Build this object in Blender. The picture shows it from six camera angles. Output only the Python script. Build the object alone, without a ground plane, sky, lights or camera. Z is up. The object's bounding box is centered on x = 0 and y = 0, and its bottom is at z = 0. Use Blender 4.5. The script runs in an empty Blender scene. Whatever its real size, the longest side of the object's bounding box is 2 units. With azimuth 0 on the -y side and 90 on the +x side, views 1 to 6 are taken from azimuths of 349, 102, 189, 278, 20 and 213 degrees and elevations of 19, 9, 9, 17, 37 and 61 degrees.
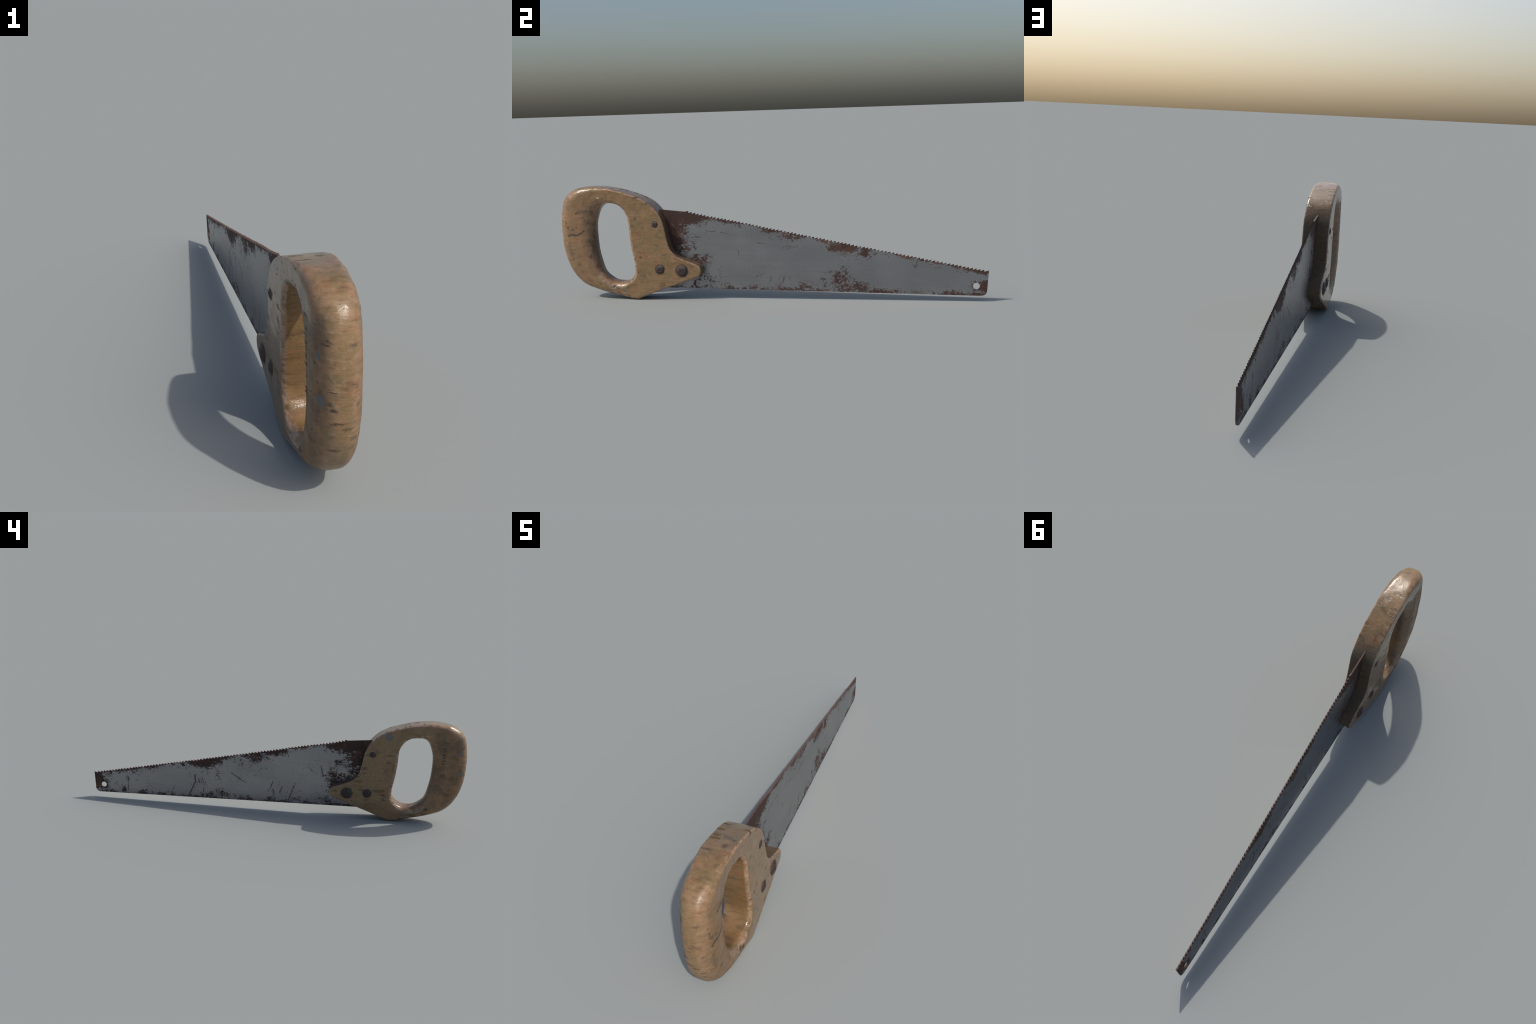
"""An old wooden-handled hand saw standing on the lower corner of its handle, blade level."""
import bpy, bmesh, math, random
from mathutils import Vector, noise

random.seed(7)
scene = bpy.context.scene

# ------------------------------------------------------------------ node helpers
class Nodes:
    """Small wrapper for building a Principled material out of nodes."""
    def __init__(self, name):
        self.mat = bpy.data.materials.new(name)
        self.mat.use_nodes = True
        self.t = self.mat.node_tree
        self.bsdf = self.t.nodes["Principled BSDF"]
        self.coord = self.t.nodes.new("ShaderNodeTexCoord").outputs["Object"]

    def put(self, socket, v):
        if isinstance(v, bpy.types.NodeSocket):
            self.t.links.new(v, socket)
        else:
            socket.default_value = v

    def math(self, op, a, b=0.0, c=0.0, clamp=False):
        n = self.t.nodes.new("ShaderNodeMath"); n.operation = op; n.use_clamp = clamp
        for s, v in zip(n.inputs, (a, b, c)):
            self.put(s, v)
        return n.outputs[0]

    def vec(self, op, a, b=(0, 0, 0), c=(0, 0, 0)):
        n = self.t.nodes.new("ShaderNodeVectorMath"); n.operation = op
        for s, v in zip(n.inputs, (a, b, c)):
            self.put(s, v)
        return n.outputs["Value"] if op in ("LENGTH", "DISTANCE", "DOT_PRODUCT") else n.outputs["Vector"]

    def scaled(self, s, offset=(0, 0, 0), src=None):
        return self.vec("MULTIPLY_ADD", src or self.coord, s, offset)

    def noise(self, vector, scale, detail=4.0, rough=0.55, distort=0.0, color=False):
        n = self.t.nodes.new("ShaderNodeTexNoise")
        self.put(n.inputs["Vector"], vector)
        n.inputs["Scale"].default_value = scale
        n.inputs["Detail"].default_value = detail
        n.inputs["Roughness"].default_value = rough
        n.inputs["Distortion"].default_value = distort
        return n.outputs["Color" if color else "Fac"]

    def ramp01(self, v, lo, hi, a=0.0, b=1.0, smooth=True):
        n = self.t.nodes.new("ShaderNodeMapRange")
        n.interpolation_type = "SMOOTHSTEP" if smooth else "LINEAR"
        n.clamp = True
        for s, x in zip(n.inputs, (v, lo, hi, a, b)):
            self.put(s, x)
        return n.outputs[0]

    def mix(self, f, a, b, mode="MIX"):
        n = self.t.nodes.new("ShaderNodeMix"); n.data_type = "RGBA"; n.blend_type = mode
        self.put(n.inputs[0], f)
        self.put(n.inputs[6], a if isinstance(a, bpy.types.NodeSocket) else (*a, 1))
        self.put(n.inputs[7], b if isinstance(b, bpy.types.NodeSocket) else (*b, 1))
        return n.outputs[2]

    def split(self, v):
        n = self.t.nodes.new("ShaderNodeSeparateXYZ"); self.put(n.inputs[0], v)
        return n.outputs

    def biggest(self, items):
        out = items[0]
        for i in items[1:]:
            out = self.math("MAXIMUM", out, i)
        return out

    def blob(self, src, centre, radii, soft=0.45):
        """1 inside the ellipsoid, fading to 0 at its rim."""
        inv = tuple(1.0 / r for r in radii)
        off = tuple(-c / r for c, r in zip(centre, radii))
        d = self.vec("LENGTH", self.vec("MULTIPLY_ADD", src, inv, off))
        return self.ramp01(d, 1.0, 1.0 - soft)

    def stroke(self, src, a, b, width):
        """1 along the segment a-b in the y-z plane (flattened coordinate src)."""
        ay, az = a; by, bz = b
        length = math.hypot(by - ay, bz - az)
        d = (0.0, (by - ay) / length, (bz - az) / length)
        p = self.vec("SUBTRACT", src, (0.0, ay, az))
        t = self.math("MINIMUM", self.math("MAXIMUM", self.vec("DOT_PRODUCT", p, d), 0.0), length)
        n = self.t.nodes.new("ShaderNodeVectorMath"); n.operation = "SCALE"
        n.inputs[0].default_value = d; self.put(n.inputs["Scale"], t)
        dist = self.vec("LENGTH", self.vec("SUBTRACT", p, n.outputs["Vector"]))
        return self.ramp01(dist, width, width * 0.35)

    def bump(self, height, strength, distance, normal=None):
        n = self.t.nodes.new("ShaderNodeBump")
        self.put(n.inputs["Strength"], strength)
        n.inputs["Distance"].default_value = distance
        self.put(n.inputs["Height"], height)
        if normal is not None:
            self.put(n.inputs["Normal"], normal)
        return n.outputs[0]

    def finish(self, color, rough, metal=0.0, normal=None, spec=0.5):
        self.put(self.bsdf.inputs["Base Color"], color if isinstance(color, bpy.types.NodeSocket) else (*color, 1))
        self.put(self.bsdf.inputs["Roughness"], rough)
        self.put(self.bsdf.inputs["Metallic"], metal)
        self.put(self.bsdf.inputs["Specular IOR Level"], spec)
        if normal is not None:
            self.put(self.bsdf.inputs["Normal"], normal)
        return self.mat


def srgb(r, g, b):
    f = lambda c: c / 12.92 if c <= 0.04045 else ((c + 0.055) / 1.055) ** 2.4
    return tuple(f(v / 255) for v in (r, g, b))


HALF = 0.0547                      # half thickness of the handle
SCREWS = [(-0.5157, 0.3566, 0.0150), (-0.5010, 0.1438, 0.0225), (-0.3941, 0.1377, 0.0288)]

# ------------------------------------------------------------------ wood
def wood_material():
    m = Nodes("worn_varnished_wood")
    P = m.coord
    x, y, z = m.split(P)
    # the grain lies in level layers: fine up and down, long across
    warp = m.noise(m.scaled((9, 9, 9)), 1.0, 3, 0.5, color=True)
    wob = m.vec("MULTIPLY_ADD", warp, (0.022, 0.022, 0.022), (-0.011, -0.011, -0.011))
    Q = m.vec("ADD", P, wob)
    jag = m.vec("MULTIPLY_ADD", m.noise(P, 80.0, 5, 0.72, color=True), (0.030, 0.030, 0.016), (-0.015, -0.015, -0.008))
    R = m.vec("ADD", P, jag)       # ragged coordinate, for stains and chips

    streak = m.noise(m.scaled((7, 9, 150), src=Q), 1.0, 5, 0.6)
    fine = m.noise(m.scaled((30, 55, 520), src=Q), 1.0, 3, 0.6)
    cloud = m.noise(m.scaled((11, 11, 15)), 1.0, 5, 0.62)
    cloud2 = m.noise(m.scaled((20, 20, 26), (3.1, 7.7, 1.3)), 1.0, 5, 0.65)
    cloud3 = m.noise(m.scaled((14, 15, 19), (8.1, 2.7, 6.3)), 1.0, 6, 0.68)
    chip = m.noise(m.scaled((45, 45, 60), (5.7, 4.2, 3.1)), 1.0, 5, 0.68)
    mott = m.noise(m.scaled((50, 62, 100), (1.7, 2.2, 9.1)), 1.0, 5, 0.65)

    col = m.mix(m.ramp01(cloud, 0.36, 0.62), WOOD["olive"], WOOD["tan"])
    col = m.mix(m.math("MULTIPLY", m.ramp01(cloud2, 0.48, 0.68), 0.60), col, WOOD["orange"])
    col = m.mix(m.math("MULTIPLY", m.ramp01(cloud3, 0.48, 0.34), 0.60), col, WOOD["brown"])
    col = m.mix(m.math("MULTIPLY", m.ramp01(streak, 0.54, 0.75), 0.40), col, WOOD["pale"])
    col = m.mix(m.math("MULTIPLY", m.ramp01(streak, 0.45, 0.28), 0.30), col, WOOD["brown"])
    col = m.mix(m.math("MULTIPLY", m.ramp01(fine, 0.5, 0.3), 0.32), col, WOOD["brown"])
    col = m.mix(m.math("MULTIPLY", m.ramp01(mott, 0.55, 0.72), 0.40), col, WOOD["pale"])
    col = m.mix(m.math("MULTIPLY", m.ramp01(mott, 0.46, 0.32), 0.45), col, WOOD["brown"])

    # rubbed arrises: paler, pinkish, with darker chips
    geo = m.t.nodes.new("ShaderNodeNewGeometry")
    nx, ny, nz = m.split(geo.outputs["Normal"])
    tilt = m.math("ABSOLUTE", nx)
    arris = m.math("MULTIPLY", m.ramp01(tilt, 0.12, 0.5), m.ramp01(tilt, 0.995, 0.90))
    arris = m.math("MULTIPLY", arris, m.ramp01(y, -0.90, -0.72, 0.35, 1.0))       # the grip is round all over
    worn = m.math("MULTIPLY", arris, m.ramp01(chip, 0.40, 0.60))
    col = m.mix(m.math("MULTIPLY", worn, 0.72), col, WOOD["pink"])
    col = m.mix(m.math("MULTIPLY", m.math("MULTIPLY", arris, m.ramp01(chip, 0.42, 0.30)), 0.45), col, WOOD["brown"])

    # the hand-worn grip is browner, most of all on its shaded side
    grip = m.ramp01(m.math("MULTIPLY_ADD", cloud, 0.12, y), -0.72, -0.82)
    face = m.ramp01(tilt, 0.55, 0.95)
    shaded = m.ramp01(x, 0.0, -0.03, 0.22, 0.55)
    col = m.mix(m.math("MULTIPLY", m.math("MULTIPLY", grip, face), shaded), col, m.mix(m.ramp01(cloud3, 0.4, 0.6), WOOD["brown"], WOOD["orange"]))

    # dirt and occlusion shade painted inside the grip; front faces by the blade darker
    grime_shade = m.math("MULTIPLY", m.blob(R, (0, -0.822, 0.27), (0.075, 0.050, 0.20), 0.9), 0.75)
    grime_shade_floor = m.math("MULTIPLY", m.blob(R, (0, -0.765, 0.10), (0.07, 0.06, 0.05), 0.9), 0.45)
    col = m.mix(m.biggest([grime_shade, grime_shade_floor]), col, WOOD["grime_shade"])
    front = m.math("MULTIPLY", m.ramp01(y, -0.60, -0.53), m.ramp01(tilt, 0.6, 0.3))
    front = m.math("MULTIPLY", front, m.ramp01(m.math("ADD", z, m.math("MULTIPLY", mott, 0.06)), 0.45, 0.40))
    col = m.mix(m.math("MULTIPLY", front, 0.52), col, WOOD["grime_shade"])

    # layered, polished wood showing inside the hand hole
    inside = m.math("MULTIPLY", m.blob(P, (0, -0.715, 0.22), (0.09, 0.125, 0.27), 0.25), m.ramp01(tilt, 0.85, 0.45))
    layer = m.noise(m.scaled((5, 22, 75), (3.0, 5.0, 1.0), src=Q), 1.0, 5, 0.65)
    col = m.mix(m.math("MULTIPLY", inside, 0.40), col, WOOD["honey"])
    col = m.mix(m.math("MULTIPLY", inside, m.ramp01(layer, 0.54, 0.64, 0.0, 0.6)), col, WOOD["orange"])
    col = m.mix(m.math("MULTIPLY", inside, m.ramp01(layer, 0.44, 0.34, 0.0, 0.65)), col, WOOD["brown"])

    # brown bare-wood patches where the varnish has flaked (near side of the blade's shadow side)
    flakes = [m.blob(R, c, r, 0.35) for c, r in FLAKES]
    flake_noise = m.noise(m.scaled((20, 26, 95), (4.0, 0.3, 5.0), src=Q), 1.0, 4, 0.6)
    rim_band = m.ramp01(m.math("ABSOLUTE", x), 0.032, 0.05)
    flake = m.biggest(flakes + [m.math("MULTIPLY", m.ramp01(flake_noise, 0.635, 0.66), rim_band)])
    col = m.mix(m.math("MULTIPLY", flake, 0.75), col, WOOD["bare"])

    # dark dents and stains
    dark = [m.math("MULTIPLY", m.blob(R, c, r, 0.75), s * 0.92) for c, r, s in STAINS]
    sprinkle = m.noise(m.scaled((26, 30, 60), (9.0, 2.0, 4.0)), 1.0, 3, 0.5)
    dark.append(m.math("MULTIPLY", m.ramp01(sprinkle, 0.70, 0.77), 0.60))
    crack = m.noise(m.scaled((9, 14, 190), (2.0, 6.0, 8.0), src=Q), 1.0, 2, 0.5)
    dark.append(m.math("MULTIPLY", m.ramp01(crack, 0.74, 0.79), 0.5))
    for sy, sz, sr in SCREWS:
        for side in (-1, 1):
            dark.append(m.math("MULTIPLY", m.blob(R, (side * HALF, sy, sz), (0.03, sr * 1.22, sr * 1.22), 0.25), 0.85))
    # a pencil squiggle on the lit side of the grip
    lit = m.ramp01(x, 0.01, 0.02)
    flat = m.vec("MULTIPLY", R, (0, 1, 1))
    for a, b in zip(SQUIGGLE, SQUIGGLE[1:]):
        dark.append(m.math("MULTIPLY", m.math("MULTIPLY", m.stroke(flat, a, b, 0.0062), lit), 0.75))
    stain = m.biggest(dark)
    col = m.mix(stain, col, WOOD["stain"])

    # flat grey discs copied from flaws in the source texture
    spots = m.biggest([m.blob(P, c, r, 0.12) for c, r in GREY_DISCS])
    col = m.mix(spots, col, WOOD["disc_grey"])

    # glossy varnish, dull where it has gone
    rough = m.ramp01(cloud2, 0.35, 0.68, 0.13, 0.28)
    rough = m.math("ADD", rough, m.math("MULTIPLY", m.ramp01(mott, 0.5, 0.75), 0.10))
    rough = m.math("ADD", rough, m.math("MULTIPLY", m.ramp01(chip, 0.50, 0.62), m.math("MULTIPLY_ADD", arris, 0.14, 0.04)))
    rough = m.math("ADD", rough, m.math("MULTIPLY", m.math("MAXIMUM", flake, m.math("MAXIMUM", stain, front)), 0.45), clamp=True)

    rough = m.math("ADD", rough, m.ramp01(y, -0.87, -0.96, 0.0, 0.13))      # rubbed matt where the palm sits
    ry_, rz_ = m.split(R)[1], m.split(R)[2]
    bare_grip = m.math("MULTIPLY", m.ramp01(ry_, -0.79, -0.82), m.ramp01(rz_, 0.455, 0.435))
    rough = m.math("ADD", rough, m.math("MULTIPLY", bare_grip, m.ramp01(tilt, 0.5, 0.9, 0.05, 0.30)))
    rough = m.math("SUBTRACT", rough, m.ramp01(tilt, 0.93, 0.995, 0.0, 0.06))
    calm = m.ramp01(tilt, 0.80, 0.99, 1.0, 0.12)            # the flat cheeks are smoother than the worn rounds
    relief = m.math("ADD", m.math("MULTIPLY", streak, 0.6), m.math("ADD", m.math("MULTIPLY", mott, 0.9), m.math("MULTIPLY", chip, 0.8)))
    calm = m.math("MULTIPLY", calm, m.ramp01(nz, 0.55, 0.90, 1.0, 0.35))
    n1 = m.bump(m.math("MULTIPLY", relief, calm), 0.40, 0.0034)
    n2 = m.bump(m.math("SUBTRACT", 1.0, m.math("MAXIMUM", stain, m.math("MULTIPLY", flake, 0.5))), 0.5, 0.002, n1)
    return m.finish(col, rough, 0.0, n2, 0.5)


WOOD = dict(honey=srgb(112, 84, 48), olive=srgb(126, 106, 74), tan=srgb(142, 114, 82), orange=srgb(144, 102, 70), pale=srgb(168, 140, 115),
            pink=srgb(180, 146, 122), brown=srgb(94, 74, 55), grime_shade=srgb(64, 54, 43), bare=srgb(100, 75, 42),
            stain=srgb(52, 45, 39), disc_grey=srgb(100, 102, 100))

# (centre, radii[, strength]) of marks on the handle
FLAKES = [
    ((-HALF, -0.454, 0.206), (0.03, 0.026, 0.008)),
    ((-HALF, -0.550, 0.160), (0.03, 0.026, 0.010)),
    ((-HALF, -0.582, 0.163), (0.03, 0.016, 0.010)),
    ((-HALF, -0.580, 0.142), (0.03, 0.016, 0.009)),
    ((-HALF, -0.470, 0.160), (0.03, 0.018, 0.008)),
    ((-HALF, -0.530, 0.352), (0.03, 0.012, 0.008)),
    ((-HALF, -0.605, 0.357), (0.03, 0.018, 0.007)),
    ((-HALF, -0.603, 0.319), (0.03, 0.016, 0.007)),
    ((-0.045, -0.66, 0.10), (0.03, 0.030, 0.012)),
    ((-0.04, -0.58, 0.475), (0.02, 0.012, 0.010)),
    ((-0.04, -0.63, 0.495), (0.02, 0.012, 0.010)),
    ((-0.032, -0.675, 0.512), (0.020, 0.010, 0.010)),
    ((-0.032, -0.697, 0.515), (0.022, 0.010, 0.010)),
    ((0.045, -0.60, 0.480), (0.02, 0.010, 0.010)),
]
STAINS = [
    ((HALF, -0.902, 0.410), (0.03, 0.012, 0.010), 0.75),
    ((HALF, -0.875, 0.418), (0.03, 0.034, 0.012), 0.40),
    ((HALF, -0.832, 0.416), (0.03, 0.012, 0.018), 0.45),
    ((HALF, -0.961, 0.359), (0.03, 0.008, 0.018), 0.70),
    ((HALF, -0.951, 0.342), (0.03, 0.008, 0.012), 0.60),
    ((HALF, -0.926, 0.333), (0.03, 0.011, 0.006), 0.65),
    ((HALF, -0.734, 0.060), (0.04, 0.018, 0.011), 0.90),
    ((HALF, -0.714, 0.052), (0.04, 0.015, 0.009), 0.85),
    ((HALF, -0.595, 0.200), (0.03, 0.011, 0.011), 0.75),
    ((HALF, -0.611, 0.384), (0.03, 0.008, 0.016), 0.60),
    ((HALF, -0.550, 0.453), (0.03, 0.014, 0.008), 0.70),
    ((HALF, -0.609, 0.481), (0.03, 0.016, 0.007), 0.65),
    ((HALF, -0.473, 0.211), (0.03, 0.010, 0.010), 0.40),
    ((HALF, -0.492, 0.069), (0.03, 0.021, 0.016), 0.32),
    ((HALF, -0.846, 0.204), (0.03, 0.005, 0.022), 0.65),
    ((HALF, -0.819, 0.269), (0.03, 0.007, 0.012), 0.70),
    ((HALF, -0.574, 0.340), (0.03, 0.012, 0.012), 0.30),
    ((HALF, -0.934, 0.191), (0.03, 0.014, 0.016), 0.35),
    ((HALF, -0.904, 0.165), (0.03, 0.016, 0.014), 0.35),
    ((0.04, -0.835, 0.240), (0.03, 0.008, 0.05), 0.5),
    ((0.04, -0.815, 0.160), (0.03, 0.012, 0.03), 0.5),
    ((-HALF, -0.810, 0.080), (0.03, 0.013, 0.010), 1.0),
    ((-HALF, -0.479, 0.283), (0.03, 0.022, 0.004), 0.8),
    ((-HALF, -0.483, 0.274), (0.03, 0.016, 0.004), 0.7),
    ((-HALF, -0.481, 0.252), (0.03, 0.009, 0.005), 0.8),
    ((-HALF, -0.450, 0.231), (0.03, 0.012, 0.005), 0.8),
    ((-HALF, -0.448, 0.242), (0.03, 0.012, 0.003), 0.7),
    ((-HALF, -0.543, 0.367), (0.03, 0.006, 0.005), 0.7),
    ((-HALF, -0.490, 0.352), (0.03, 0.012, 0.006), 0.7),
    ((-HALF, -0.590, 0.113), (0.03, 0.026, 0.005), 0.7),
    ((-HALF, -0.422, 0.097), (0.03, 0.008, 0.006), 0.75),
    ((-HALF, -0.494, 0.111), (0.03, 0.014, 0.005), 0.5),
    ((-HALF, -0.803, 0.440), (0.03, 0.020, 0.005), 0.4),
    ((-HALF, -0.884, 0.446), (0.03, 0.022, 0.006), 0.6),
    ((-HALF, -0.905, 0.164), (0.03, 0.022, 0.014), 0.4),
    ((-HALF, -0.691, 0.449), (0.03, 0.014, 0.006), 0.6),
    ((-0.035, -0.988, 0.282), (0.02, 0.012, 0.008), 0.7),
    ((0.018, -0.734, 0.520), (0.020, 0.022, 0.02), 0.70),
    ((-0.032, -0.769, 0.527), (0.030, 0.010, 0.02), 0.70),
    ((0.033, -0.693, 0.512), (0.012, 0.007, 0.02), 0.70),
    ((0.005, -0.98, 0.221), (0.024, 0.03, 0.006), 0.65),
    ((-0.022, -0.975, 0.161), (0.024, 0.03, 0.007), 0.75),
    ((-0.024, -0.985, 0.270), (0.012, 0.03, 0.008), 0.95),
    ((-0.016, -0.985, 0.236), (0.020, 0.03, 0.005), 0.7),
    ((0.023, -0.965, 0.192), (0.016, 0.03, 0.010), 0.65),
    ((0.030, -0.98, 0.278), (0.012, 0.03, 0.010), 0.5),
    ((0.018, -0.985, 0.415), (0.020, 0.03, 0.010), 0.5),
    ((0.063, -0.96, 0.376), (0.016, 0.03, 0.018), 0.6),
    ((0.054, -0.96, 0.478), (0.014, 0.03, 0.012), 0.5),
    ((-0.052, -0.97, 0.394), (0.010, 0.03, 0.03), 0.5),
    ((-0.049, -0.97, 0.291), (0.008, 0.03, 0.03), 0.5),
    ((-0.005, -0.98, 0.498), (0.040, 0.03, 0.0026), 0.9),
    ((-0.040, -0.985, 0.415), (0.016, 0.03, 0.0026), 0.8),
    ((-0.026, -0.99, 0.313), (0.016, 0.03, 0.0024), 0.8),
    ((-0.030, -0.65, 0.078), (0.017, 0.020, 0.020), 0.75),
    ((0.018, -0.66, 0.078), (0.018, 0.010, 0.014), 0.6),
    ((0.0, -0.72, 0.072), (0.030, 0.020, 0.014), 0.6),
    ((-0.013, -0.650, 0.154), (0.030, 0.02, 0.005), 0.6),
]
SQUIGGLE = [(-0.952, 0.303), (-0.945, 0.307), (-0.930, 0.308), (-0.915, 0.305), (-0.903, 0.306), (-0.884, 0.316), (-0.874, 0.324)]
GREY_DISCS = [
    ((-HALF, -0.593, 0.456), (0.03, 0.020, 0.020)),
    ((-0.046, -0.957, 0.386), (0.03, 0.0095, 0.0105)),
    ((-0.046, -0.964, 0.284), (0.03, 0.0135, 0.0150)),
    ((-0.05, -0.603, 0.072), (0.03, 0.0045, 0.006)),
    ((-0.05, -0.717, 0.043), (0.03, 0.0075, 0.006)),
    ((-0.045, -0.877, 0.090), (0.03, 0.006, 0.005)),
    ((0.05, -0.683, 0.041), (0.03, 0.008, 0.008)),
]

# ------------------------------------------------------------------ steel
# clusters of rust on each face of the blade: (y, z, radius along, radius up, strength)
RUST_POS = [
    (-0.470, 0.300, 0.085, 0.160, 0.50), (-0.400, 0.395, 0.130, 0.040, 0.62), (-0.490, 0.405, 0.060, 0.060, 0.80), (-0.330, 0.180, 0.060, 0.030, 0.34),
    (-0.330, 0.290, 0.060, 0.025, 0.16), (-0.305, 0.360, 0.060, 0.030, 0.15), (-0.345, 0.255, 0.020, 0.030, 0.26),
    (-0.300, 0.090, 0.070, 0.035, 0.22), (-0.220, 0.120, 0.018, 0.035, 0.16), (-0.210, 0.060, 0.050, 0.022, 0.22),
    (-0.350, 0.064, 0.012, 0.040, 0.30),
    (-0.130, 0.362, 0.050, 0.026, 0.28), (-0.270, 0.380, 0.050, 0.018, 0.20),
    (0.020, 0.330, 0.060, 0.026, 0.34), (0.110, 0.297, 0.055, 0.030, 0.28), (0.205, 0.287, 0.028, 0.024, 0.18),
    (-0.060, 0.048, 0.035, 0.020, 0.30), (0.050, 0.048, 0.040, 0.022, 0.26), (0.180, 0.052, 0.055, 0.030, 0.30),
    (0.265, 0.080, 0.022, 0.024, 0.26),
    (0.365, 0.244, 0.070, 0.026, 0.46), (0.460, 0.224, 0.045, 0.034, 0.34), (0.560, 0.217, 0.035, 0.022, 0.22),
    (0.350, 0.075, 0.065, 0.058, 0.30), (0.440, 0.055, 0.045, 0.035, 0.34), (0.365, 0.135, 0.025, 0.045, 0.22),
    (0.310, 0.125, 0.040, 0.018, 0.20), (0.360, 0.190, 0.040, 0.020, 0.12),
    (0.600, 0.035, 0.040, 0.018, 0.28), (0.700, 0.034, 0.050, 0.016, 0.28), (0.850, 0.034, 0.040, 0.022, 0.30),
    (0.960, 0.030, 0.060, 0.014, 0.32), (0.790, 0.177, 0.055, 0.018, 0.34), (0.900, 0.157, 0.030, 0.022, 0.34),
    (0.680, 0.172, 0.012, 0.026, 0.22), (0.990, 0.065, 0.045, 0.024, 0.52), (0.945, 0.068, 0.026, 0.026, 0.36),
    (0.930, 0.122, 0.040, 0.030, 0.12),
]
RUST_NEG = [
    (-0.480, 0.330, 0.090, 0.120, 0.42), (-0.420, 0.395, 0.130, 0.042, 0.62), (-0.490, 0.405, 0.060, 0.060, 0.80), (-0.360, 0.200, 0.080, 0.030, 0.34),
    (-0.315, 0.190, 0.030, 0.060, 0.34), (-0.350, 0.330, 0.050, 0.020, 0.20), (-0.345, 0.285, 0.030, 0.018, 0.30),
    (-0.390, 0.270, 0.050, 0.050, 0.18), (-0.290, 0.130, 0.040, 0.060, 0.18), (-0.280, 0.070, 0.060, 0.028, 0.26),
    (-0.120, 0.369, 0.100, 0.018, 0.38), (0.010, 0.332, 0.070, 0.026, 0.46), (0.110, 0.302, 0.070, 0.042, 0.36),
    (0.200, 0.267, 0.050, 0.045, 0.20), (-0.130, 0.050, 0.050, 0.026, 0.26), (0.010, 0.046, 0.060, 0.022, 0.26),
    (0.170, 0.045, 0.060, 0.022, 0.28), (0.290, 0.055, 0.060, 0.030, 0.28), (0.360, 0.038, 0.050, 0.022, 0.28),
    (0.395, 0.250, 0.075, 0.036, 0.56), (0.500, 0.230, 0.040, 0.026, 0.30), (0.370, 0.185, 0.045, 0.030, 0.18),
    (0.300, 0.170, 0.018, 0.030, 0.20), (0.600, 0.038, 0.045, 0.016, 0.26), (0.700, 0.036, 0.040, 0.020, 0.26),
    (0.830, 0.045, 0.022, 0.026, 0.32), (0.700, 0.085, 0.018, 0.018, 0.20), (0.780, 0.167, 0.060, 0.035, 0.24),
    (0.870, 0.162, 0.050, 0.024, 0.30), (0.920, 0.142, 0.030, 0.022, 0.28), (0.990, 0.102, 0.035, 0.055, 0.48),
    (0.950, 0.068, 0.027, 0.027, 0.42), (0.920, 0.030, 0.060, 0.014, 0.32), (0.680, 0.182, 0.060, 0.020, 0.16),
]
STAIN_NEG = [(0.40, 0.10, 0.10, 0.09, 0.12), (-0.05, 0.12, 0.16, 0.10, 0.09), (0.12, 0.24, 0.12, 0.07, 0.14), (0.80, 0.10, 0.12, 0.06, 0.11),
             (-0.22, 0.24, 0.06, 0.10, 0.09)]
SCRATCH_NEG = [((0.432, 0.160), (0.430, 0.120), 0.0060), ((0.430, 0.122), (0.468, 0.032), 0.0055),
               ((-0.110, 0.140), (-0.080, 0.050), 0.0045), ((0.230, 0.185), (0.175, 0.150), 0.0035),
               ((0.178, 0.152), (0.150, 0.138), 0.003), ((-0.250, 0.262), (-0.262, 0.205), 0.004),
               ((0.005, 0.155), (0.018, 0.115), 0.003), ((-0.045, 0.130), (-0.035, 0.095), 0.003),
               ((0.412, 0.140), (0.408, 0.118), 0.004), ((0.385, 0.090), (0.384, 0.040), 0.0028),
               ((0.810, 0.125), (0.806, 0.045), 0.003), ((-0.065, 0.325), (-0.075, 0.300), 0.003),
               ((0.545, 0.085), (0.556, 0.068), 0.0025)]
SCRATCH_POS = [((-0.015, 0.120), (-0.055, 0.102), 0.0028), ((0.020, 0.102), (0.010, 0.072), 0.003),
               ((-0.130, 0.205), (-0.132, 0.225), 0.0035), ((0.115, 0.250), (0.070, 0.236), 0.003),
               ((0.120, 0.243), (0.095, 0.230), 0.0025), ((0.012, 0.290), (0.040, 0.272), 0.0025),
               ((0.678, 0.150), (0.690, 0.185), 0.004), ((-0.180, 0.306), (-0.215, 0.312), 0.0028),
               ((-0.240, 0.314), (-0.285, 0.318), 0.0036), ((0.0, 0.258), (-0.04, 0.262), 0.0035)]
TOP_A, TOP_B = (-0.3675, 0.4125), (0.9995, 0.1360)      # first and last tooth tips


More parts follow.
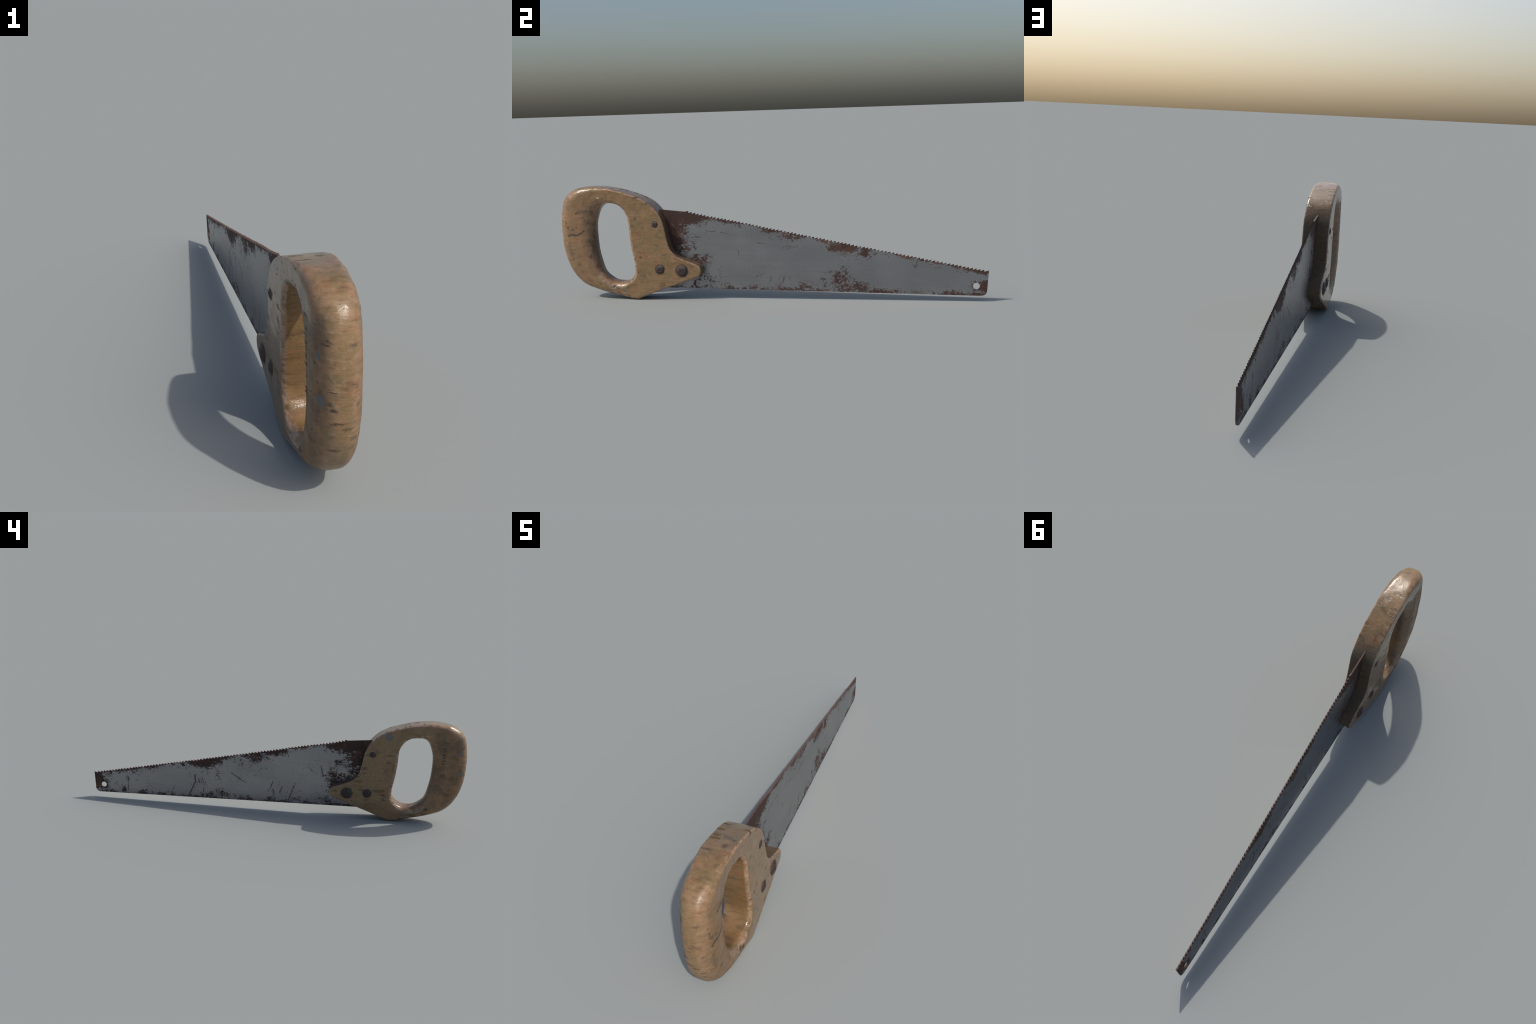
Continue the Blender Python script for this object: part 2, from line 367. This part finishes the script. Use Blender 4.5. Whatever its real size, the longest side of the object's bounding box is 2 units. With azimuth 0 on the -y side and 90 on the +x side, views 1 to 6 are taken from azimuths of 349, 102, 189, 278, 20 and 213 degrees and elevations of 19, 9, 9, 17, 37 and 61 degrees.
def steel_material():
    m = Nodes("rusty_saw_steel")
    P = m.coord
    x, y, z = m.split(P)
    side = m.ramp01(x, -0.0004, 0.0004)
    apart = m.scaled((160, 1, 1))              # keeps the two faces' patterns different
    flat = m.vec("MULTIPLY", P, (0, 1, 1))
    jag = m.vec("MULTIPLY_ADD", m.noise(apart, 55.0, 5, 0.7, color=True), (0, 0.040, 0.032), (0, -0.020, -0.016))
    R = m.vec("ADD", flat, jag)

    def face(blobs, scratches):
        total = None
        for cy, cz, ry, rz, s in blobs:
            b = m.math("MULTIPLY", m.blob(R, (0, cy, cz), (1, ry * 2.1, rz * 2.1), 0.95), s * 0.56)
            total = b if total is None else m.math("MAXIMUM", total, b)
        small = m.vec("ADD", flat, m.vec("MULTIPLY_ADD", m.noise(apart, 130.0, 2, 0.5, color=True), (0, 0.010, 0.010), (0, -0.005, -0.005)))
        marks = m.biggest([m.stroke(small, a, b, w) for a, b, w in scratches])
        return total, marks

    bp, sp = face(RUST_POS, [(a, b, w * 0.8) for a, b, w in SCRATCH_POS])
    bn, sn = face([(a, b, c * 1.12, d * 1.12, e) for a, b, c, d, e in RUST_NEG] + STAIN_NEG, SCRATCH_NEG)
    lerp = lambda a, b: m.math("ADD", m.math("MULTIPLY", a, m.math("SUBTRACT", 1.0, side)), m.math("MULTIPLY", b, side))
    cluster, marks = lerp(bn, bp), lerp(sn, sp)

    slope = (TOP_B[1] - TOP_A[1]) / (TOP_B[0] - TOP_A[0])
    top_line = m.math("MULTIPLY_ADD", y, slope, TOP_A[1] - slope * TOP_A[0])
    from_top = m.math("SUBTRACT", top_line, z)
    from_back = m.math("SUBTRACT", z, m.math("MULTIPLY_ADD", y, -0.017, 0.0401))
    patch = m.noise(m.scaled((160, 11, 11), (0, 3.3, 1.1)), 1.0, 2, 0.5)
    rim = m.math("MAXIMUM", m.ramp01(from_top, 0.055, -0.004, 0.0, 0.19), m.ramp01(from_back, 0.035, 0.0, 0.0, 0.17))
    rim = m.math("MULTIPLY", rim, m.ramp01(patch, 0.30, 0.62, 0.35, 1.25))
    tips = m.ramp01(from_top, 0.014, 0.004, 0.0, 0.13)
    hold = m.math("MAXIMUM", cluster, m.math("ADD", rim, tips))

    grit = m.noise(m.scaled((160, 0.9, 1.15)), 42.0, 8, 0.78)
    grit2 = m.noise(m.scaled((160, 0.8, 1.3), (5, 5, 5)), 130.0, 5, 0.65)
    g = m.math("ADD", m.math("MULTIPLY", grit, 0.55), m.math("MULTIPLY", grit2, 0.45))
    rust = m.ramp01(m.math("ADD", g, hold), 0.622, 0.672)
    speck = m.noise(m.scaled((160, 0.85, 1.1), (11, 3, 8)), 150.0, 5, 0.65)
    thick = m.noise(m.scaled((160, 9, 9), (2, 9, 4)), 1.0, 3, 0.5)
    speck = m.math("ADD", speck, m.math("MULTIPLY_ADD", hold, 0.35, m.math("MULTIPLY", thick, 0.22)))
    rust = m.math("MAXIMUM", rust, m.math("MULTIPLY", m.ramp01(speck, 0.750, 0.81), 0.85))
    wear = m.noise(m.scaled((160, 16, 120), (1, 8, 2)), 1.0, 3, 0.6)
    def hatch(angle, patches, along=14, across=230):
        """Bundles of fine parallel scratches inside soft patches: (side, y, z, radius, radius)."""
        c, sn_ = math.cos(angle), math.sin(angle)
        comb = m.t.nodes.new("ShaderNodeCombineXYZ")
        m.put(comb.inputs[0], m.math("MULTIPLY", x, 160.0))
        m.put(comb.inputs[1], m.math("MULTIPLY", m.vec("DOT_PRODUCT", flat, (0, c, sn_)), along))
        m.put(comb.inputs[2], m.math("MULTIPLY", m.vec("DOT_PRODUCT", flat, (0, -sn_, c)), across))
        lines = m.noise(comb.outputs[0], 1.0, 3, 0.6)
        where = []
        for sd, cy, cz, ry, rz in patches:
            b = m.blob(R, (0, cy, cz), (1, ry, rz), 0.9)
            where.append(m.math("MULTIPLY", b, side if sd > 0 else m.math("SUBTRACT", 1.0, side)))
        return m.math("MULTIPLY", m.ramp01(m.math("MULTIPLY_ADD", m.biggest(where), 0.16, lines), 0.70, 0.77), m.biggest(where))
    hatching = m.biggest([
        hatch(1.25, [(-1, -0.03, 0.10, 0.13, 0.07), (-1, 0.40, 0.12, 0.07, 0.08), (1, -0.24, 0.10, 0.07, 0.05), (1, 0.10, 0.09, 0.16, 0.06), (-1, 0.81, 0.11, 0.03, 0.06)], 16, 150),
        hatch(-0.75, [(-1, 0.35, 0.185, 0.06, 0.05), (-1, 0.88, 0.09, 0.05, 0.03), (1, 0.03, 0.28, 0.05, 0.04), (-1, 0.19, 0.17, 0.08, 0.05)]),
        hatch(0.35, [(1, 0.12, 0.245, 0.08, 0.04), (1, 0.40, 0.20, 0.08, 0.04), (-1, 0.10, 0.255, 0.07, 0.04), (1, 0.78, 0.15, 0.05, 0.03)]),
        hatch(-0.03, [(1, -0.36, 0.28, 0.13, 0.10), (1, 0.36, 0.20, 0.07, 0.04), (-1, -0.36, 0.30, 0.12, 0.08)], 10, 170)])
    rust = m.math("MAXIMUM", rust, m.math("MULTIPLY", hatching, 0.8))
    marks = m.math("MULTIPLY", marks, m.ramp01(grit2, 0.30, 0.48))
    rust = m.math("MAXIMUM", rust, m.math("MULTIPLY", marks, 0.85))
    nx, ny, nz = m.split(m.t.nodes.new("ShaderNodeNewGeometry").outputs["Normal"])
    rim_face = m.ramp01(m.math("ABSOLUTE", nx), 0.6, 0.4)
    rust = m.math("MAXIMUM", rust, m.math("MULTIPLY", rim_face, m.ramp01(grit, 0.35, 0.55, 0.35, 0.9)))

    tone = m.noise(m.scaled((160, 30, 30), (2, 2, 2)), 1.0, 5, 0.65)
    rust_col = m.mix(m.ramp01(tone, 0.50, 0.72), STEEL["dark_rust"], STEEL["rust"])
    orange = m.math("MULTIPLY", m.ramp01(m.noise(m.scaled((160, 14, 14), (6, 1, 4)), 1.0, 4, 0.6), 0.56, 0.68), 0.8)
    rust_col = m.mix(orange, rust_col, STEEL["orange_rust"])

    rust_col = m.mix(m.math("MULTIPLY", rim_face, 0.5), rust_col, STEEL["rim"])  # pale sky reflection on the edge faces, put into the rust colour
    brushed = m.noise(m.scaled((160, 3.5, 420)), 1.0, 3, 0.6)
    haze = m.noise(m.scaled((160, 5, 8), (7, 7, 7)), 1.0, 4, 0.55)
    steel = m.mix(m.ramp01(haze, 0.3, 0.7), STEEL["steel"], STEEL["steel_pale"])
    steel = m.mix(m.math("MULTIPLY", m.ramp01(brushed, 0.45, 0.25), 0.35), steel, STEEL["steel_dark"])
    halo = m.math("MULTIPLY", m.ramp01(m.math("ADD", g, hold), 0.58, 0.70), 0.30)
    steel = m.mix(halo, steel, STEEL["steel_dark"])
    col = m.mix(rust, steel, rust_col)
    rough = m.math("ADD", m.ramp01(brushed, 0.3, 0.7, 0.30, 0.38), m.math("MULTIPLY", rust, 0.42))
    metal = m.math("MULTIPLY", m.math("SUBTRACT", 1.0, rust), METAL)
    n = m.bump(m.math("ADD", grit2, m.math("MULTIPLY", wear, 0.1)), m.math("MULTIPLY_ADD", rust, 0.42, 0.02), 0.0015)
    return m.finish(col, rough, metal, n, 0.4)


METAL = 0.94
STEEL = dict(steel=(0.268, 0.273, 0.284), steel_pale=(0.318, 0.322, 0.333), steel_dark=(0.14, 0.14, 0.145),
             dark_rust=srgb(63, 44, 39), rust=srgb(87, 58, 48), orange_rust=srgb(98, 69, 54), rim=srgb(112, 90, 83))


def screw_material():
    m = Nodes("rusty_screw_iron")
    a = m.noise(m.scaled((55, 55, 55)), 1.0, 5, 0.65)
    b = m.noise(m.scaled((140, 140, 140), (3, 3, 3)), 1.0, 4, 0.6)
    info = m.t.nodes.new("ShaderNodeObjectInfo").outputs["Random"]
    col = m.mix(m.ramp01(a, 0.42, 0.64), srgb(50, 38, 36), srgb(82, 62, 58))
    col = m.mix(m.math("MULTIPLY", m.ramp01(b, 0.52, 0.7), 0.6), col, srgb(30, 23, 22))
    bare = m.ramp01(m.math("ADD", a, m.math("MULTIPLY", info, 0.06)), 0.56, 0.68)
    col = m.mix(bare, col, srgb(110, 106, 108))
    rough = m.ramp01(b, 0.35, 0.65, 0.42, 0.62)
    return m.finish(col, rough, m.math("MULTIPLY", bare, 0.7), m.bump(b, 0.5, 0.002), 0.5)


# ------------------------------------------------------------------ geometry helpers
def new_object(name, mesh, parent=None):
    ob = bpy.data.objects.new(name, mesh)
    scene.collection.objects.link(ob)
    if parent is not None:
        ob.parent = parent
    return ob


def catmull(p0, p1, p2, p3, t):
    """One value of a Catmull-Rom span."""
    return 0.5 * (2 * p1 + (p2 - p0) * t + (2 * p0 - 5 * p1 + 4 * p2 - p3) * t * t + (3 * p1 - p0 - 3 * p2 + p3) * t ** 3)


# Sections of the handle, taken round the hand hole.  Each runs from a point on the rim of the
# hole to a point on the outer outline: (hole y, hole z, outer y, outer z).
SECTIONS = [
    (-.736, .4570, -.750, .5265), (-.707, .4510, -.690, .5140), (-.685, .4380, -.640, .4990), (-.665, .4130, -.585, .4780),
    (-.653, .3850, -.540, .4520), (-.649, .3490, -.505, .4160), (-.648, .3150, -.483, .3800), (-.645, .2800, -.471, .3350),
    (-.642, .2500, -.461, .2800), (-.638, .2250, -.446, .2360), (-.634, .2050, -.415, .2050), (-.631, .1880, -.370, .1840),
    (-.629, .1720, -.328, .1685), (-.6275, .158, -.307, .1550), (-.627, .1460, -.301, .1380), (-.628, .1320, -.307, .1190),
    (-.632, .1180, -.330, .1045), (-.638, .1070, -.395, .0810), (-.646, .0970, -.470, .0560), (-.657, .0890, -.545, .0290),
    (-.672, .0825, -.590, .0105), (-.690, .0780, -.617, .0010), (-.705, .0775, -.645, .0015), (-.725, .0795, -.700, .0120),
    (-.749, .0870, -.765, .0260), (-.772, .1020, -.830, .0430), (-.793, .1240, -.893, .0660), (-.804, .1500, -.935, .1020),
    (-.813, .1870, -.965, .1470), (-.821, .2280, -.985, .2000), (-.825, .2650, -.995, .2500), (-.826, .3000, -.9993, .305),
    (-.826, .3350, -1.000, .345), (-.823, .3660, -.997, .3900), (-.815, .3960, -.990, .4350), (-.803, .4250, -.976, .4780),
    (-.786, .4450, -.945, .5080), (-.768, .4540, -.890, .5300), (-.752, .4565, -.815, .5335),
]

def rounding(i):
    """(outer depth, outer height, hole depth, hole height) of the rounded arrises at section i."""
    keys = [(0, .009, .009, .018, .016), (4, .007, .007, .016, .014), (6, .006, .006, .018, .016), (19, .007, .007, .020, .018),
            (21, .012, .012, .030, .028), (24, .030, .030, .038, .036), (27, .064, .047, .058, .046), (29, .076, .0490, .066, .048),
            (33, .076, .0490, .066, .048), (35, .066, .0480, .058, .046), (36, .050, .044, .044, .038), (37, .036, .034, .032, .030),
            (38, .020, .020, .022, .020), (39, .009, .009, .018, .016)]
    for a, b in zip(keys, keys[1:]):
        if a[0] <= i <= b[0]:
            t = (i - a[0]) / (b[0] - a[0]); t = t * t * (3 - 2 * t)
            return tuple(p + (q - p) * t for p, q in zip(a[1:], b[1:]))


def build_handle(parent):
    n, sub = len(SECTIONS), 7
    hole, outer, rnd = [], [], []
    for i in range(n):
        p = [SECTIONS[(i + k) % n] for k in (-1, 0, 1, 2)]
        for j in range(sub):
            t = j / sub
            v = [catmull(p[0][c], p[1][c], p[2][c], p[3][c], t) for c in range(4)]
            hole.append(Vector((v[0], v[1]))); outer.append(Vector((v[2], v[3]))); rnd.append(rounding(i + t))
    m = len(hole)

    def normals(c, sign):
        out = []
        for i in range(m):
            t = (c[(i + 2) % m] - c[i - 2]).normalized()
            out.append(Vector((t.y, -t.x)) * sign)
        return out
    # sections run clockwise: for the outer line the material lies to the right of travel
    n_out, n_in = normals(outer, 1), normals(hole, -1)

    arc, flat, wall = 8, 12, 4
    verts, faces, ring = [], [], None
    for i in range(m):
        ro, ho, ri, hi = rnd[i]
        half = []                                           # (y, z, x) from the outer mid-line over +x to the hole mid-line
        for k in range(wall):
            half.append((outer[i], (HALF - ho) * k / wall))
        for k in range(arc + 1):
            a = math.pi / 2 * k / arc
            half.append((outer[i] + n_out[i] * ro * (1 - math.cos(a)), HALF - ho + ho * math.sin(a)))
        a0 = outer[i] + n_out[i] * ro; b0 = hole[i] + n_in[i] * ri
        for k in range(1, flat):
            half.append((a0.lerp(b0, k / flat), HALF))
        for k in range(arc, -1, -1):
            a = math.pi / 2 * k / arc
            half.append((hole[i] + n_in[i] * ri * (1 - math.cos(a)), HALF - hi + hi * math.sin(a)))
        for k in range(wall - 1, -1, -1):
            half.append((hole[i], (HALF - hi) * k / wall))
        loop = half + [(p, -xx) for p, xx in half[-2:0:-1]]
        ring = len(loop)
        verts += [Vector((xx, p.x, p.y)) for p, xx in loop]
    for i in range(m):
        for k in range(ring):
            a, b = i * ring + k, i * ring + (k + 1) % ring
            c, d = ((i + 1) % m) * ring + (k + 1) % ring, ((i + 1) % m) * ring + k
            faces.append((a, b, c, d))
    me = bpy.data.meshes.new("handle")
    me.from_pydata([tuple(v) for v in verts], [], faces)
    bm = bmesh.new(); bm.from_mesh(me)
    bmesh.ops.recalc_face_normals(bm, faces=bm.faces)
    bm.normal_update()
    # knocks and wear: gentle waves everywhere, small nicks along the arrises
    for v in bm.verts:
        p = v.co.copy()
        wave = noise.noise(p * 14) * 0.0009 + noise.noise(p * 40 + Vector((3, 1, 2))) * 0.0005
        sharp = 1.0 - max(abs(v.normal.x), math.hypot(v.normal.y, v.normal.z))
        nick = max(0.0, noise.noise(Vector((p.x * 40, p.y * 60, p.z * 60))) - 0.15) * 0.005 * min(1.0, sharp * 3.4)
        v.co += v.normal * (wave - nick)
    bm.to_mesh(me); bm.free()
    me.polygons.foreach_set("use_smooth", [True] * len(me.polygons))
    ob = new_object("handle", me, parent)
    me.materials.append(wood_material())
    return ob


def tooth_line(y):
    """Height of the tooth tips: the straight tooth line with a slight hollow."""
    t = (y - TOP_A[0]) / (TOP_B[0] - TOP_A[0])
    return TOP_A[1] + (TOP_B[1] - TOP_A[1]) * t - 0.003 * math.sin(math.pi * t) - 0.003 * math.exp(-((t - 0.06) / 0.05) ** 2)


def build_blade(parent):
    teeth = 83
    edge = []
    step = (0.9795 - TOP_A[0]) / (teeth - 1)
    tips = [TOP_A[0] + i * step + random.uniform(-0.0008, 0.0008) for i in range(teeth)] + [TOP_B[0]]
    edge.append((-0.600, 0.4300)); edge.append((-0.385, 0.4090))
    for i, ty in enumerate(tips):
        tz = tooth_line(ty) + random.uniform(-0.0009, 0.0006)
        edge.append((ty, tz))
        if i < len(tips) - 1:
            edge.append((ty + 0.0004, tz - 0.0092 + random.uniform(-0.0008, 0.0008)))
    corner = [(0.9922, 0.0500), (0.9912, 0.0420), (0.9885, 0.0355), (0.9845, 0.0302), (0.9785, 0.0264), (0.9700, 0.0243), (0.9580, 0.0238)]
    edge += corner
    for k in range(1, 9):
        yy = 0.958 - k * 0.1945
        edge.append((yy, 0.0238 - 0.0171 * (yy - 0.958)))
    cu = bpy.data.curves.new("blade_outline", "CURVE"); cu.dimensions = "2D"; cu.fill_mode = "BOTH"; cu.extrude = 0.0032
    def spline(points):
        s = cu.splines.new("POLY"); s.points.add(len(points) - 1); s.use_cyclic_u = True
        for q, (a, b) in zip(s.points, points):
            q.co = (a, b, 0, 1)
    spline(edge)
    spline([(0.9459 + 0.0147 * math.cos(a), 0.0672 + 0.0147 * math.sin(a)) for a in [2 * math.pi * k / 32 for k in range(32)]])
    tmp = new_object("blade_outline", cu)
    bpy.context.view_layer.update()
    me = bpy.data.meshes.new_from_object(tmp.evaluated_get(bpy.context.evaluated_depsgraph_get()))
    bpy.data.objects.remove(tmp)
    me.name = "blade"
    for v in me.vertices:                                   # curve plane (x, y) -> saw plane (y, z)
        v.co = (v.co.z, v.co.x, v.co.y)
    bm = bmesh.new(); bm.from_mesh(me)
    bmesh.ops.remove_doubles(bm, verts=bm.verts, dist=1e-6)
    bmesh.ops.recalc_face_normals(bm, faces=bm.faces)
    bm.to_mesh(me); bm.free()
    me.polygons.foreach_set("use_smooth", [False] * len(me.polygons))
    ob = new_object("blade", me, parent)
    ob.location = (-0.0020, 0, 0)
    ob.rotation_euler = (0, 0, 0.0022)
    me.materials.append(steel_material())
    return ob


def build_screws(parent):
    """Domed cross-head rivet screws, one on each face at three places."""
    rings, seg = 16, 64
    verts, faces = [], []
    for r in range(rings + 1):
        q = r / rings
        for s in range(seg):
            a = 2 * math.pi * s / seg
            h = 0.36 * (1 - q * q) + 0.07 * math.sqrt(1 - q ** 8) - (0.15 if r == rings else 0)
            cy, cz = q * math.cos(a), q * math.sin(a)
            arm = min(abs(cy), abs(cz))
            if arm < 0.11 and q < 0.46:
                h -= 0.13 * min(1.0, (0.46 - q) * 8)
            verts.append((h, cy, cz))
    for r in range(rings):
        for s in range(seg):
            faces.append((r * seg + s, r * seg + (s + 1) % seg, (r + 1) * seg + (s + 1) % seg, (r + 1) * seg + s))
    me = bpy.data.meshes.new("screw")
    me.from_pydata(verts, [], faces)
    bm = bmesh.new(); bm.from_mesh(me)
    bmesh.ops.remove_doubles(bm, verts=bm.verts, dist=1e-6)
    bmesh.ops.recalc_face_normals(bm, faces=bm.faces)
    bm.normal_update()
    if sum(f.normal.x for f in bm.faces) < 0:
        bmesh.ops.reverse_faces(bm, faces=bm.faces)
    bm.to_mesh(me); bm.free()
    me.polygons.foreach_set("use_smooth", [True] * len(me.polygons))
    me.materials.append(screw_material())
    for sy, sz, sr in SCREWS:
        for side in (1, -1):
            ob = new_object("screw", me, parent)
            ob.location = (side * (HALF - 0.0010), sy, sz)
            ob.rotation_euler = (random.uniform(0, 1.5), 0, 0 if side > 0 else math.pi)
            ob.scale = (sr * 0.85, sr, sr)


def build_stamp(parent):
    """A row of faint stamped letters reading up the shaded side of the grip."""
    mat = Nodes("stamped_ink").finish(srgb(72, 59, 45), 0.16, 0.0)
    glyphs = [("Ц", 0.268), ("-", 0.302), ("1", 0.331), ("р", 0.351), ("у", 0.367), ("б", 0.382), ("5", 0.398), ("0", 0.414)]
    bm_all = bmesh.new()
    for ch, zc in glyphs:
        cu = bpy.data.curves.new("stamp", "FONT"); cu.body = ch; cu.size = 0.022; cu.extrude = 0.0003; cu.offset = 0.0004
        cu.align_x = "CENTER"; cu.align_y = "CENTER"
        tmp = new_object("stamp_letter", cu)
        bpy.context.view_layer.update()
        me = bpy.data.meshes.new_from_object(tmp.evaluated_get(bpy.context.evaluated_depsgraph_get()))
        for v in me.vertices:
            # letter x -> up, letter y -> towards the hole side, seen from -x
            v.co = (-v.co.z - HALF - 0.0001, -0.880 + v.co.y, zc + v.co.x)
        bm_all.from_mesh(me)
        bpy.data.objects.remove(tmp)
    bmesh.ops.recalc_face_normals(bm_all, faces=bm_all.faces)
    me = bpy.data.meshes.new("stamped_price"); bm_all.to_mesh(me); bm_all.free()
    me.materials.append(mat)
    ob = new_object("stamped_price", me, parent)
    return ob


saw = bpy.data.objects.new("hand_saw", None)
scene.collection.objects.link(saw)
saw["label"] = "old hand saw with worn wooden handle and rusty steel blade"
saw["category"] = "hand saw"
handle = build_handle(saw)
build_blade(saw)
build_screws(handle)
build_stamp(handle)
